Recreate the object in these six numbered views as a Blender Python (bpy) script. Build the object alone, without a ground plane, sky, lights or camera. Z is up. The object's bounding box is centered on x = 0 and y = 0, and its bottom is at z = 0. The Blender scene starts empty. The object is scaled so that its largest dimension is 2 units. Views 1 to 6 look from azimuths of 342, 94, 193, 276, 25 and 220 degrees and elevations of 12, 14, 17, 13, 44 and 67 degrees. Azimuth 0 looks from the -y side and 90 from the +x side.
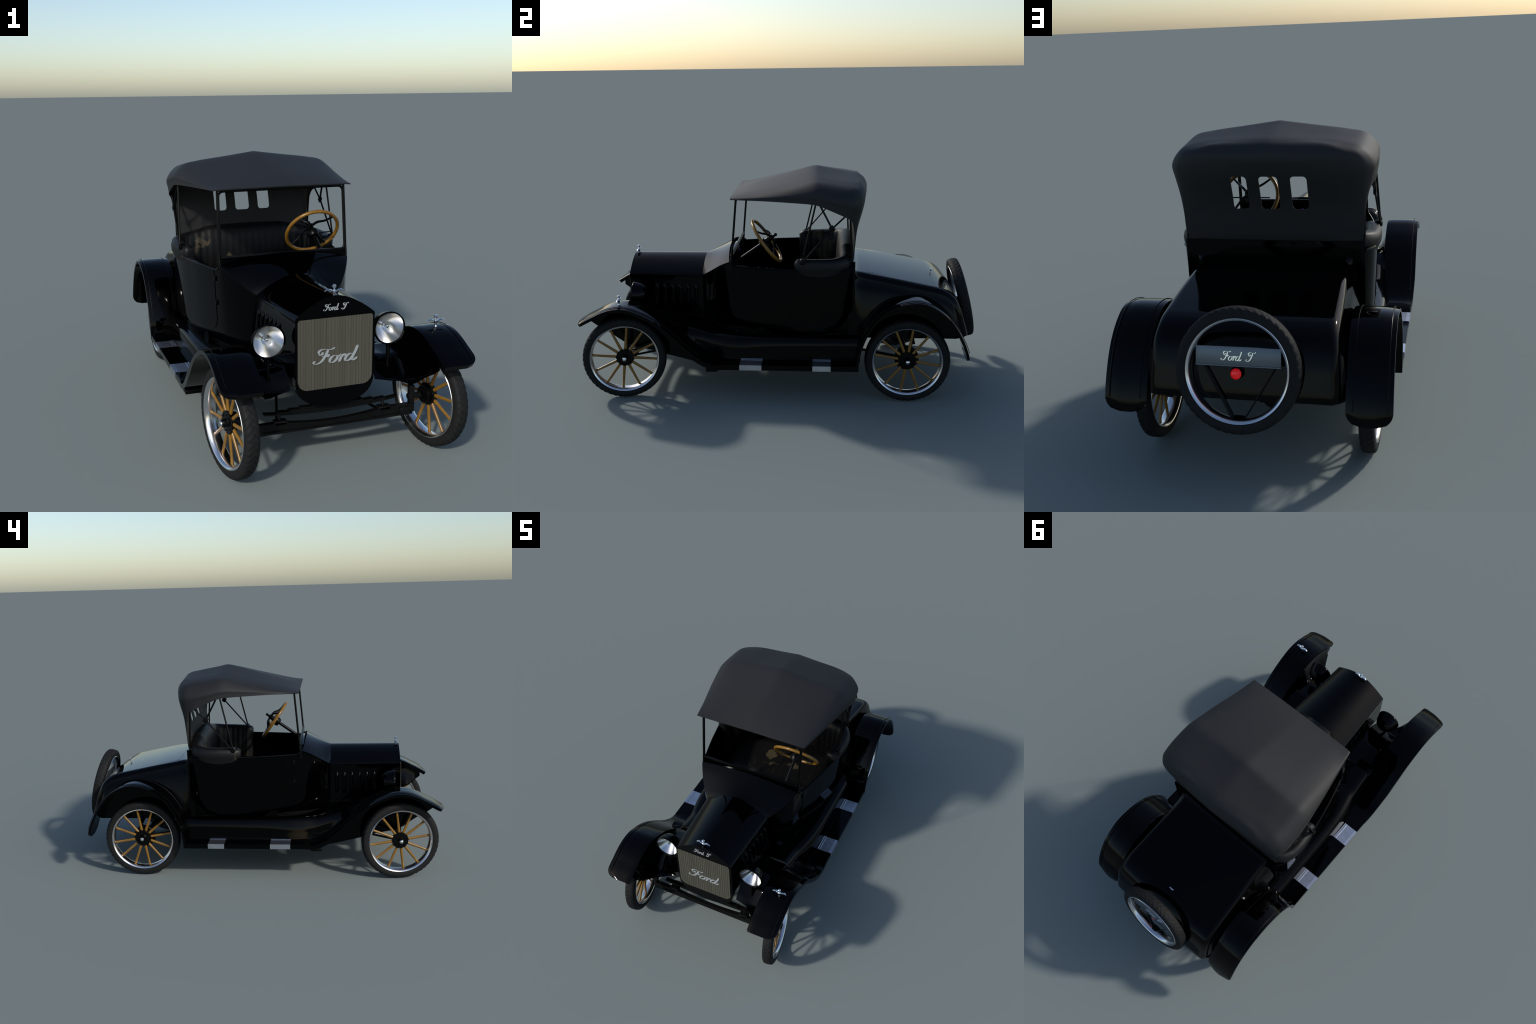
"""Black 1910s-style two-seat roadster with folded cloth hood, built from
profiles, lofts and lathes.  Front of the car points to -y, metres, z up."""
import bpy, math, random
from mathutils import Vector, Matrix

random.seed(7)
scene = bpy.context.scene
COL = scene.collection
pi = math.pi

# ------------------------------------------------------------------ materials
def new_mat(name):
    m = bpy.data.materials.new(name)
    m.use_nodes = True
    nt = m.node_tree
    bsdf = nt.nodes["Principled BSDF"]
    return m, nt, bsdf

def simple_mat(name, col, rough=0.4, metal=0.0, spec=0.5, var=0.0, var_scale=30.0,
               bump=0.0, bump_scale=200.0, coat=0.0, rough_var=0.0, ior=1.5):
    m, nt, b = new_mat(name)
    b.inputs["Base Color"].default_value = (*col, 1)
    b.inputs["Roughness"].default_value = rough
    b.inputs["Metallic"].default_value = metal
    b.inputs["Specular IOR Level"].default_value = spec
    b.inputs["Coat Weight"].default_value = coat
    b.inputs["IOR"].default_value = ior
    tc = nt.nodes.new("ShaderNodeTexCoord")
    if var > 0 or rough_var > 0:
        n = nt.nodes.new("ShaderNodeTexNoise")
        n.inputs["Scale"].default_value = var_scale
        n.inputs["Detail"].default_value = 5
        nt.links.new(tc.outputs["Object"], n.inputs["Vector"])
        if var > 0:
            r = nt.nodes.new("ShaderNodeValToRGB")
            r.color_ramp.elements[0].position = 0.3
            r.color_ramp.elements[1].position = 0.7
            r.color_ramp.elements[0].color = (*[c * (1 - var) for c in col], 1)
            r.color_ramp.elements[1].color = (*[c * (1 + var) for c in col], 1)
            nt.links.new(n.outputs["Fac"], r.inputs["Fac"])
            nt.links.new(r.outputs["Color"], b.inputs["Base Color"])
        if rough_var > 0:
            mr = nt.nodes.new("ShaderNodeMapRange")
            mr.inputs["To Min"].default_value = rough - rough_var
            mr.inputs["To Max"].default_value = rough + rough_var
            nt.links.new(n.outputs["Fac"], mr.inputs["Value"])
            nt.links.new(mr.outputs["Result"], b.inputs["Roughness"])
    if bump > 0:
        n2 = nt.nodes.new("ShaderNodeTexNoise")
        n2.inputs["Scale"].default_value = bump_scale
        nt.links.new(tc.outputs["Object"], n2.inputs["Vector"])
        bp = nt.nodes.new("ShaderNodeBump")
        bp.inputs["Strength"].default_value = bump
        bp.inputs["Distance"].default_value = 0.002
        nt.links.new(n2.outputs["Fac"], bp.inputs["Height"])
        nt.links.new(bp.outputs["Normal"], b.inputs["Normal"])
    return m

PAINT = simple_mat("black_paint", (0.0003, 0.0003, 0.0004), rough=0.06, ior=1.23)
SATIN = simple_mat("black_satin", (0.0010, 0.0010, 0.0010), rough=0.35, ior=1.25)
GREASE = simple_mat("chassis_black", (0.002, 0.002, 0.002), rough=0.5, spec=0.2, var=0.4)
CLOTH = simple_mat("roof_cloth", (0.0125, 0.0125, 0.0132), rough=0.62, spec=0.36, var=0.06, var_scale=25)
RUBBER = simple_mat("tyre_rubber", (0.0095, 0.0095, 0.0095), rough=0.7, spec=0.22, var=0.2, var_scale=40)
CHROME = simple_mat("chrome", (0.75, 0.76, 0.78), rough=0.12, metal=1.0)
RIM = simple_mat("rim_metal", (0.72, 0.72, 0.74), rough=0.22, metal=1.0, rough_var=0.08, var_scale=60)
BAND = simple_mat("brushed_metal", (0.55, 0.57, 0.62), rough=0.35, metal=1.0, var=0.1, var_scale=50)
MIRROR = simple_mat("lamp_mirror", (0.74, 0.74, 0.74), rough=0.2, metal=1.0)
LETTER = simple_mat("letter_metal", (0.40, 0.43, 0.44), rough=0.45, metal=0.35)
PLATE_LETTER = simple_mat("plate_letter_metal", (0.85, 0.92, 0.94), rough=0.2, metal=1.0)
PLATE = simple_mat("plate_grey", (0.135, 0.155, 0.175), rough=0.35, metal=0.6)
PURPLE = simple_mat("purple_spot", (0.20, 0.0, 0.32), rough=0.4)

def wood_mat():
    m, nt, b = new_mat("varnished_wood")
    tc = nt.nodes.new("ShaderNodeTexCoord")
    mp = nt.nodes.new("ShaderNodeMapping")
    mp.inputs["Scale"].default_value = (60, 60, 60)
    n = nt.nodes.new("ShaderNodeTexNoise")
    n.inputs["Scale"].default_value = 1.0
    n.inputs["Detail"].default_value = 4
    r = nt.nodes.new("ShaderNodeValToRGB")
    r.color_ramp.elements[0].position = 0.3
    r.color_ramp.elements[1].position = 0.72
    r.color_ramp.elements[0].color = (0.165, 0.080, 0.010, 1)
    r.color_ramp.elements[1].color = (0.245, 0.122, 0.016, 1)
    nt.links.new(tc.outputs["Object"], mp.inputs["Vector"])
    nt.links.new(mp.outputs["Vector"], n.inputs["Vector"])
    nt.links.new(n.outputs["Fac"], r.inputs["Fac"])
    nt.links.new(r.outputs["Color"], b.inputs["Base Color"])
    b.inputs["Roughness"].default_value = 0.3
    return m
WOOD = wood_mat()

def leather_mat():
    """Black leather with olive-brown blotches."""
    m, nt, b = new_mat("blotched_leather")
    tc = nt.nodes.new("ShaderNodeTexCoord")
    n = nt.nodes.new("ShaderNodeTexNoise")
    n.inputs["Scale"].default_value = 7.0
    n.inputs["Detail"].default_value = 4
    n.inputs["Roughness"].default_value = 0.6
    r = nt.nodes.new("ShaderNodeValToRGB")
    r.color_ramp.elements[0].position = 0.60
    r.color_ramp.elements[1].position = 0.64
    r.color_ramp.elements[0].color = (0.003, 0.003, 0.003, 1)
    r.color_ramp.elements[1].color = (0.060, 0.048, 0.026, 1)
    nt.links.new(tc.outputs["Object"], n.inputs["Vector"])
    nt.links.new(n.outputs["Fac"], r.inputs["Fac"])
    nt.links.new(r.outputs["Color"], b.inputs["Base Color"])
    b.inputs["Roughness"].default_value = 0.5
    b.inputs["Specular IOR Level"].default_value = 0.3
    return m
LEATHER = leather_mat()
BLACK_LEATHER = simple_mat("black_leather", (0.006, 0.006, 0.0065), rough=0.38, spec=0.5)

def grille_mat():
    """Dull grey-brown core with fine vertical streaks."""
    m, nt, b = new_mat("radiator_core")
    tc = nt.nodes.new("ShaderNodeTexCoord")
    mp = nt.nodes.new("ShaderNodeMapping")
    mp.inputs["Scale"].default_value = (420, 1, 0.6)
    n = nt.nodes.new("ShaderNodeTexNoise")
    n.inputs["Scale"].default_value = 1.0
    n.inputs["Detail"].default_value = 3
    r = nt.nodes.new("ShaderNodeValToRGB")
    r.color_ramp.elements[0].position = 0.32
    r.color_ramp.elements[1].position = 0.62
    r.color_ramp.elements[0].color = (0.052, 0.049, 0.037, 1)
    r.color_ramp.elements[1].color = (0.082, 0.078, 0.062, 1)
    nt.links.new(tc.outputs["Object"], mp.inputs["Vector"])
    nt.links.new(mp.outputs["Vector"], n.inputs["Vector"])
    nt.links.new(n.outputs["Fac"], r.inputs["Fac"])
    nt.links.new(r.outputs["Color"], b.inputs["Base Color"])
    b.inputs["Roughness"].default_value = 0.5
    b.inputs["Specular IOR Level"].default_value = 0.25
    return m
GRILLE = grille_mat()

def lamp_mat():
    m, nt, b = new_mat("tail_lamp_red")
    b.inputs["Base Color"].default_value = (0.8, 0.01, 0.015, 1)
    b.inputs["Roughness"].default_value = 0.15
    b.inputs["Emission Color"].default_value = (1.0, 0.015, 0.02, 1)
    b.inputs["Emission Strength"].default_value = 0.16
    return m
TAIL_RED = lamp_mat()

# ------------------------------------------------------------------ mesh tools
def mk(name, verts, faces, mat, parent=None, angle=35.0, weld=0.0):
    me = bpy.data.meshes.new(name)
    me.from_pydata([tuple(v) for v in verts], [], [tuple(f) for f in faces])
    me.validate()
    import bmesh
    bm = bmesh.new()
    bm.from_mesh(me)
    if weld > 0:
        bmesh.ops.remove_doubles(bm, verts=bm.verts, dist=weld)
    bmesh.ops.recalc_face_normals(bm, faces=bm.faces)
    bm.to_mesh(me)
    bm.free()
    me.shade_smooth()
    me.set_sharp_from_angle(angle=math.radians(angle))
    me.materials.append(mat)
    ob = bpy.data.objects.new(name, me)
    COL.objects.link(ob)
    if parent is not None:
        ob.parent = parent
    return ob

def mirror_x(ob):
    """A mirrored twin of a finished part on the other side of the car."""
    me = ob.data.copy()
    me.transform(Matrix.Scale(-1, 4, (1, 0, 0)))
    me.flip_normals()
    o2 = ob.copy()
    o2.data = me
    COL.objects.link(o2)
    return o2

def shared(ob, parent, matrix):
    o2 = ob.copy()
    COL.objects.link(o2)
    o2.parent = parent
    o2.matrix_local = matrix
    return o2

def lerp(a, b, t): return a + (b - a) * t
def vlerp(a, b, t): return tuple(lerp(x, y, t) for x, y in zip(a, b))

def crom(pts, n, closed=False):
    """Centripetal-like Catmull-Rom through pts, n samples evenly by arc length."""
    P = [Vector(p) for p in pts]
    m = len(P)
    dense = []
    segs = m if closed else m - 1
    for i in range(segs):
        p1, p2 = P[i], P[(i + 1) % m]
        p0 = P[(i - 1) % m] if (closed or i > 0) else p1 * 2 - p2
        p3 = P[(i + 2) % m] if (closed or i + 2 < m) else p2 * 2 - p1
        d0 = max((p1 - p0).length, 1e-6) ** 0.5
        d1 = max((p2 - p1).length, 1e-6) ** 0.5
        d2 = max((p3 - p2).length, 1e-6) ** 0.5
        m1 = (p2 - p1) + d1 * ((p1 - p0) / d0 - (p2 - p0) / (d0 + d1))
        m2 = (p2 - p1) + d1 * ((p3 - p2) / d2 - (p3 - p1) / (d1 + d2))
        for k in range(24):
            t = k / 24
            t2, t3 = t * t, t * t * t
            dense.append(p1 * (2 * t3 - 3 * t2 + 1) + m1 * (t3 - 2 * t2 + t)
                         + p2 * (-2 * t3 + 3 * t2) + m2 * (t3 - t2))
    dense.append(P[0].copy() if closed else P[-1].copy())
    L = [0.0]
    for a, b in zip(dense, dense[1:]):
        L.append(L[-1] + (b - a).length)
    out, j = [], 0
    cnt = n if closed else n - 1
    for i in range(n):
        s = L[-1] * i / cnt
        while j < len(L) - 2 and L[j + 1] < s:
            j += 1
        span = max(L[j + 1] - L[j], 1e-9)
        out.append(dense[j].lerp(dense[j + 1], min(max((s - L[j]) / span, 0), 1)))
    return out

def crom_u(pts, per):
    """Catmull-Rom with a fixed number of samples per control span."""
    P = [Vector(p) for p in pts]
    out = []
    for i in range(len(P) - 1):
        p1, p2 = P[i], P[i + 1]
        p0 = P[i - 1] if i else p1 * 2 - p2
        p3 = P[i + 2] if i + 2 < len(P) else p2 * 2 - p1
        d0 = max((p1 - p0).length, 1e-5) ** 0.5
        d1 = max((p2 - p1).length, 1e-5) ** 0.5
        d2 = max((p3 - p2).length, 1e-5) ** 0.5
        m1 = (p2 - p1) + d1 * ((p1 - p0) / d0 - (p2 - p0) / (d0 + d1))
        m2 = (p2 - p1) + d1 * ((p3 - p2) / d2 - (p3 - p1) / (d1 + d2))
        for k in range(per):
            t = k / per
            t2, t3 = t * t, t * t * t
            out.append(p1 * (2 * t3 - 3 * t2 + 1) + m1 * (t3 - 2 * t2 + t) + p2 * (-2 * t3 + 3 * t2) + m2 * (t3 - t2))
    out.append(P[-1].copy())
    return out

def skin(name, rows, thick, mat, parent=None, angle=35, weld=1e-4):
    """Grid of points, seams welded, thickened inwards along averaged normals."""
    import bmesh
    nr, nc = len(rows), len(rows[0])
    bm = bmesh.new()
    vs = [bm.verts.new(p) for r in rows for p in r]
    for f in grid_faces(nr, nc):
        try: bm.faces.new([vs[i] for i in f])
        except ValueError: pass
    bmesh.ops.remove_doubles(bm, verts=bm.verts, dist=weld)
    bmesh.ops.dissolve_degenerate(bm, edges=bm.edges, dist=1e-6)
    bmesh.ops.recalc_face_normals(bm, faces=bm.faces)
    bm.normal_update()
    bm.verts.index_update()
    outer = [v.co.copy() for v in bm.verts]
    inner = [v.co - v.normal * thick for v in bm.verts]
    N = len(outer)
    F = [tuple(v.index for v in f.verts) for f in bm.faces]
    rim = [(e.verts[0].index, e.verts[1].index) for e in bm.edges if e.is_boundary]
    bm.free()
    F2 = F + [tuple(i + N for i in reversed(f)) for f in F] + [(a, b, b + N, a + N) for a, b in rim]
    bm = bmesh.new()
    vs = [bm.verts.new(p) for p in outer + inner]
    for f in F2:
        try: bm.faces.new([vs[i] for i in f])
        except ValueError: pass
    bmesh.ops.recalc_face_normals(bm, faces=bm.faces)
    me = bpy.data.meshes.new(name)
    bm.to_mesh(me)
    bm.free()
    me.shade_smooth()
    me.set_sharp_from_angle(angle=math.radians(angle))
    me.materials.append(mat)
    ob = bpy.data.objects.new(name, me)
    COL.objects.link(ob)
    ob.parent = parent
    return ob

def interp(x, table):
    """Smooth (monotone-ish cosine-free) piecewise linear lookup."""
    if x <= table[0][0]: return table[0][1]
    for (x0, y0), (x1, y1) in zip(table, table[1:]):
        if x <= x1:
            return lerp(y0, y1, (x - x0) / (x1 - x0))
    return table[-1][1]

def spline1(table, n=200):
    """Turn control points (x,y) into a smooth dense lookup table."""
    p = crom([(a, b, 0) for a, b in table], n)
    return [(q.x, q.y) for q in p]

def grid_faces(nr, nc, close_c=False, close_r=False, off=0):
    f = []
    for r in range(nr if close_r else nr - 1):
        for c in range(nc if close_c else nc - 1):
            r2, c2 = (r + 1) % nr, (c + 1) % nc
            f.append((off + r * nc + c, off + r * nc + c2, off + r2 * nc + c2, off + r2 * nc + c))
    return f

def loft(name, rings, mat, parent=None, close_c=True, caps=True, angle=35, close_r=False):
    nr, nc = len(rings), len(rings[0])
    v = [p for r in rings for p in r]
    f = grid_faces(nr, nc, close_c, close_r)
    if caps and close_c and not close_r:
        f.append(tuple(range(nc))[::-1])
        f.append(tuple((nr - 1) * nc + i for i in range(nc)))
    return mk(name, v, f, mat, parent, angle)

def sheet(name, rows, thick, mat, parent=None, angle=35):
    """Open grid of points given real thickness along its vertex normals."""
    nr, nc = len(rows), len(rows[0])
    P = [[Vector(p) for p in r] for r in rows]
    top, bot = [], []
    for i in range(nr):
        for j in range(nc):
            du = P[min(i + 1, nr - 1)][j] - P[max(i - 1, 0)][j]
            dv = P[i][min(j + 1, nc - 1)] - P[i][max(j - 1, 0)]
            n = du.cross(dv)
            if n.length < 1e-12: n = Vector((0, 0, 1))
            n.normalize()
            top.append(P[i][j])
            bot.append(P[i][j] - n * thick)
    f = grid_faces(nr, nc)
    N = nr * nc
    f += [tuple(reversed(q)) for q in grid_faces(nr, nc, off=N)]
    edge = [j for j in range(nc)] + [i * nc + nc - 1 for i in range(1, nr)] + \
           [(nr - 1) * nc + j for j in range(nc - 2, -1, -1)] + [i * nc for i in range(nr - 2, 0, -1)]
    for a, b in zip(edge, edge[1:] + edge[:1]):
        f.append((a, b, N + b, N + a))
    return mk(name, top + bot, f, mat, parent, angle)

def frame_of(d):
    d = Vector(d).normalized()
    u = Vector((0, 0, 1)) if abs(d.z) < 0.9 else Vector((1, 0, 0))
    a = d.cross(u).normalized()
    return a, d.cross(a).normalized()

def tube(name, pts, rad, mat, parent=None, seg=10, closed=False, samples=None, flat=1.0):
    P = crom(pts, samples, closed) if samples else [Vector(p) for p in pts]
    rings, n = [], len(P)
    a = None
    for i, p in enumerate(P):
        if closed: d = P[(i + 1) % n] - P[i - 1]
        else: d = P[min(i + 1, n - 1)] - P[max(i - 1, 0)]
        d.normalize()
        if a is None: a, b = frame_of(d)
        else:
            a = (a - d * a.dot(d)).normalized()
            b = d.cross(a)
        r = rad(i / max(n - 1, 1)) if callable(rad) else rad
        rings.append([p + a * (r * math.cos(2 * pi * k / seg)) + b * (r * flat * math.sin(2 * pi * k / seg))
                      for k in range(seg)])
    return loft(name, rings, mat, parent, True, not closed, 40, closed)

def box(name, lo, hi, mat, parent=None, bev=0.003):
    c = [(lo[i] + hi[i]) / 2 for i in range(3)]
    h = [(hi[i] - lo[i]) / 2 for i in range(3)]
    return slab(name, c, h, mat, parent, bev)

def slab(name, c, h, mat, parent=None, bev=0.003, rot=None):
    import bmesh
    bm = bmesh.new()
    bmesh.ops.create_cube(bm, size=2)
    for v in bm.verts:
        v.co = Vector((v.co.x * h[0], v.co.y * h[1], v.co.z * h[2]))
    if bev > 0:
        bmesh.ops.bevel(bm, geom=list(bm.edges), offset=min(bev, min(h) * 0.9), segments=2, affect='EDGES', profile=0.5)
    M = Matrix.Translation(c) @ (rot.to_4x4() if rot else Matrix.Identity(4))
    bm.transform(M)
    me = bpy.data.meshes.new(name)
    bm.to_mesh(me)
    bm.free()
    me.shade_smooth()
    me.set_sharp_from_angle(angle=math.radians(40))
    me.materials.append(mat)
    ob = bpy.data.objects.new(name, me)
    COL.objects.link(ob)
    ob.parent = parent
    return ob

def lathe(name, prof, mat, parent=None, seg=48, axis=(0, 0, 1), origin=(0, 0, 0), closed=False, wobble=None, angle=35, caps=True):
    """prof: (radius, height along axis). wobble(k_angle, i) -> radius scale."""
    A = Vector(axis).normalized()
    a, b = frame_of(A)
    O = Vector(origin)
    rings = []
    for i, (r, h) in enumerate(prof):
        ring = []
        for k in range(seg):
            t = 2 * pi * k / seg
            rr = max(r, 1e-5) * (wobble(t, i) if wobble else 1)
            ring.append(O + A * h + a * (rr * math.cos(t)) + b * (rr * math.sin(t)))
        rings.append(ring)
    return loft(name, rings, mat, parent, True, caps and not closed, angle, closed)

def prism(name, outline, thick, to3d, mat, parent=None, angle=30):
    """Extrude a 2D outline; to3d(u, v, w) maps to space, w from 0 to thick."""
    n = len(outline)
    v = [to3d(u, w, 0.0) for u, w in outline] + [to3d(u, w, thick) for u, w in outline]
    f = [tuple(range(n))[::-1], tuple(range(n, 2 * n))]
    for i in range(n):
        j = (i + 1) % n
        f.append((i, j, n + j, n + i))
    return mk(name, v, f, mat, parent, angle)

def join(name, obs, kind_stuff=False):
    """Merge several helper meshes into one named part."""
    import bmesh
    bm = bmesh.new()
    base = obs[0]
    par = base.parent
    mats = []
    for o in obs:
        m = o.data.materials[0]
        if m not in mats: mats.append(m)
        idx = mats.index(m)
        tmp = o.data.copy()
        tmp.transform(o.matrix_local if o.parent else o.matrix_basis)
        n0 = len(bm.faces)
        bm.from_mesh(tmp)
        bm.faces.ensure_lookup_table()
        for f in bm.faces[n0:]: f.material_index = idx
        bpy.data.meshes.remove(tmp)
    me = bpy.data.meshes.new(name)
    bm.to_mesh(me)
    bm.free()
    for m in mats: me.materials.append(m)
    for o in obs:
        d = o.data
        bpy.data.objects.remove(o)
        if d.users == 0: bpy.data.meshes.remove(d)
    ob = bpy.data.objects.new(name, me)
    COL.objects.link(ob)
    ob.parent = par
    if kind_stuff: ob["kind"] = "stuff"
    return ob

# ------------------------------------------------------------------ root
car = bpy.data.objects.new("vintage_roadster", None)
COL.objects.link(car)
car["label"] = "black antique two-seat roadster with grey cloth roof and wooden spoke wheels"
car["category"] = "vintage car"

# ------------------------------------------------------------------ roof
def mirror_rows(half):
    """half: list of stations on +x; returns stations wrapped to -x."""
    return half + [[(-x, y, z) for x, y, z in st] for st in reversed(half[:-1])]

def build_roof():
    # Each station: ridge point, mid, shoulder, bulge, lower edge (right half).
    st = [
        [(0, -.246, .999), (.13, -.246, .998), (.235, -.245, .9975), (.29, -.244, .9965), (.307, -.243, .9955), (0.3100, -0.2425, 0.9943), (.313, -.242, .993)],
        [(0, -.15, 1.031), (.135, -.15, 1.025), (.25, -.15, 1.017), (.305, -.15, 1.006), (.326, -.15, .999), (0.3285, -0.1500, 0.9945), (.331, -.15, .990)],
        [(0, 0, 1.074), (.14, 0, 1.062), (.265, 0, 1.048), (.33, 0, 1.030), (.358, 0, 1.008), (0.3585, 0.0000, 0.9970), (.359, 0, .986)],
        [(0, .165, 1.1235), (.14, .165, 1.104), (.27, .165, 1.086), (.340, .165, 1.070), (.385, .165, 1.02), (0.3855, 0.1675, 0.9995), (.386, .17, .979)],
        [(0, .22, 1.110), (.14, .215, 1.094), (.27, .215, 1.080), (.342, .215, 1.062), (.390, .215, 1.008), (0.3890, 0.2175, 0.9840), (.388, .22, .960)],
        [(0, .30, 1.096), (.14, .285, 1.082), (.27, .28, 1.070), (.344, .285, 1.050), (.392, .29, .995), (0.3890, 0.3040, 0.9560), (.386, .318, .917)],
        [(0, .34, 1.088), (.15, .335, 1.075), (.275, .34, 1.062), (.344, .355, 1.041), (.386, .359, .983), (.379, .358, .94), (.366, .352, .895)],
        [(0, .352, 1.086), (.15, .36, 1.071), (.265, .372, 1.055), (.325, .390, 1.031), (.354, .395, .978), (.350, .378, .89), (.347, .366, .80)],
        [(0, .362, 1.084), (.13, .372, 1.070), (.232, .395, 1.056), (.282, .411, 1.026), (.303, .410, .976), (.325, .372, .83), (.346, .358, .69)],
        [(0, .365, 1.083), (.07, .38, 1.073), (.13, .404, 1.055), (.15, .424, 1.020), (.158, .417, .97), (.165, .375, .83), (.17, .359, .69)],
        [(0, .366, 1.083), (0, .385, 1.078), (0, .412, 1.062), (0, .432, 1.022), (0, .422, .97), (0, .376, .83), (0, .360, .69)],
    ]
    # smooth along stations too
    ncol = len(st[0])
    def taut(pts, per=7, passes=5):
        """Straight panels between stations with softly rounded bends."""
        P = []
        for a, b in zip(pts, pts[1:]):
            P += [Vector(a).lerp(Vector(b), k / per) for k in range(per)]
        P.append(Vector(pts[-1]))
        for _ in range(passes):
            Q = [P[0]] + [P[i - 1] * .25 + P[i] * .5 + P[i + 1] * .25 for i in range(1, len(P) - 1)] + [P[-1]]
            P = Q
        return P
    cols = [taut([s[c] for s in st]) for c in range(ncol)]
    half = []
    for i in range(len(cols[0])):
        half.append([tuple(p) for p in crom_u([cols[c][i] for c in range(ncol)], 6)])
    return mirror_rows(half)

# curtain windows are cut with a rounded-prism boolean
roof_rows = build_roof()
roof = skin("cloth_roof", roof_rows, 0.005, CLOTH, car, angle=60)

def rounded_rect(cx, cz, w, h, r, n=6):
    pts = []
    for sx, sz, a0 in ((1, 1, 0), (-1, 1, 90), (-1, -1, 180), (1, -1, 270)):
        for k in range(n + 1):
            a = math.radians(a0 + 90 * k / n)
            pts.append((cx + sx * (w / 2 - r) + r * math.cos(a), cz + sz * (h / 2 - r) + r * math.sin(a)))
    return pts

def bool_cut(ob, cutter):
    md = ob.modifiers.new("cut", 'BOOLEAN')
    md.operation = 'DIFFERENCE'
    md.solver = 'EXACT'
    md.object = cutter
    dg = bpy.context.evaluated_depsgraph_get()
    me = bpy.data.meshes.new_from_object(ob.evaluated_get(dg))
    ob.modifiers.clear()
    old = ob.data
    ob.data = me
    me.name = ob.name
    bpy.data.meshes.remove(old)
    d = cutter.data
    bpy.data.objects.remove(cutter)
    bpy.data.meshes.remove(d)

for wx, ww in ((.114, .061), (.001, .072), (-.112, .062)):
    c = prism("cutter", rounded_rect(wx, .880, ww, .131, .015), .30,
              lambda u, v, w: (u, .25 + w, v), CLOTH, None)
    bool_cut(roof, c)
roof.data.shade_smooth()
roof.data.set_sharp_from_angle(angle=math.radians(50))

# ------------------------------------------------------------------ tub (passenger body)
PLAN = spline1([(-.409, .177), (-.396, .196), (-.373, .216), (-.342, .241), (-.301, .267), (-.258, .290), (-.20, .307), (-.06, .341),
                (.03, .358), (.12, .373), (.20, .381), (.25, .382), (.30, .376), (.335, .362), (.360, .345)])
TOPZ = [(-.409, .573), (-.373, .597), (-.342, .619), (-.306, .644), (-.28, .658), (-.255, .669), (-.243, .664), (-.24, .653), (.05, .651), (.36, .657)]
BOTZ = spline1([(-.409, .352), (-.25, .335), (-.06, .316), (.08, .306), (.16, .310), (.23, .325), (.29, .355), (.33, .40), (.36, .46)])

def side_x(y, z):
    x = interp(y, PLAN)
    zb = interp(y, BOTZ)
    t = max(0.0, (.66 - z)) / .30
    x -= .014 * t * min(1, max(0, (y + .40) / .15))
    d = max(0.0, 1 - (z - zb) / .055)
    x -= .012 * d * d * min(1, max(0, (y + .42) / .12))
    return x

ys = [lerp(-.409, .36, i / 60) for i in range(61)]
def build_side():
    rows = []
    for y in ys:
        zb, zt = interp(y, BOTZ), interp(y, TOPZ)
        rows.append([(side_x(y, lerp(zb, zt, k / 22)), y, lerp(zb, zt, k / 22)) for k in range(23)])
    return sheet("body_side", rows, 0.006, PAINT, car, angle=40)
side = build_side()
mirror_x(side)

# door skin, slightly proud, rounded lower corners
def build_door():
    y0, y1, zb, r = -.205, .055, .378, .05
    rows = []
    for i in range(33):
        y = lerp(y0, y1, i / 32)
        low = zb - .012 * math.sin(pi * i / 32)
        e = min(y - y0, y1 - y)
        if e < r: low += r - math.sqrt(max(r * r - (r - e) ** 2, 0))
        top = interp(y, TOPZ) - .004
        rows.append([(side_x(y, lerp(low, top, k / 14)) + .0022, y, lerp(low, top, k / 14)) for k in range(15)])
    return sheet("door", rows, 0.002, PAINT, car, angle=40)
door = build_door()
# hinges
hg = []
for z in (.612, .505):
    hg.append(slab("door_hinge", (side_x(-.212, z) + .003, -.212, z), (.004, .006, .011), SATIN, car, .002))
for h in hg: mirror_x(h)
mirror_x(door)
# belt moulding
belt = tube("belt_moulding", [(interp(y, PLAN) - .001, y, interp(y, TOPZ) + .001) for y in [lerp(-.245, .355, i / 40) for i in range(41)]],
            .0055, PAINT, car, 8)
mirror_x(belt)

# rear wall of the tub
rows = []
for i in range(25):
    x = lerp(-.347, .347, i / 24)
    rows.append([(x, .357 + .006 * (1 - (x / .347) ** 2), lerp(.42, .692, k / 6)) for k in range(7)])
sheet("bulkhead_panel", rows, 0.01, PAINT, car)
# floor and firewall
prism("floor_panel", [(interp(y, PLAN) - .03, y) for y in (-.38, -.3, -.2, 0, .15, .3, .35)] +
      [(-interp(y, PLAN) + .03, y) for y in (.35, .3, .15, 0, -.2, -.3, -.38)], .012, lambda u, v, w: (u, v, .312 + w), SATIN, car)

# ------------------------------------------------------------------ hood (engine cover)
def hood_half(w, zc, ze, n=14, p=1.7):
    return [(w * k / n, ze + (zc - ze) * (1 - (k / n) ** p)) for k in range(n + 1)]

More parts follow.
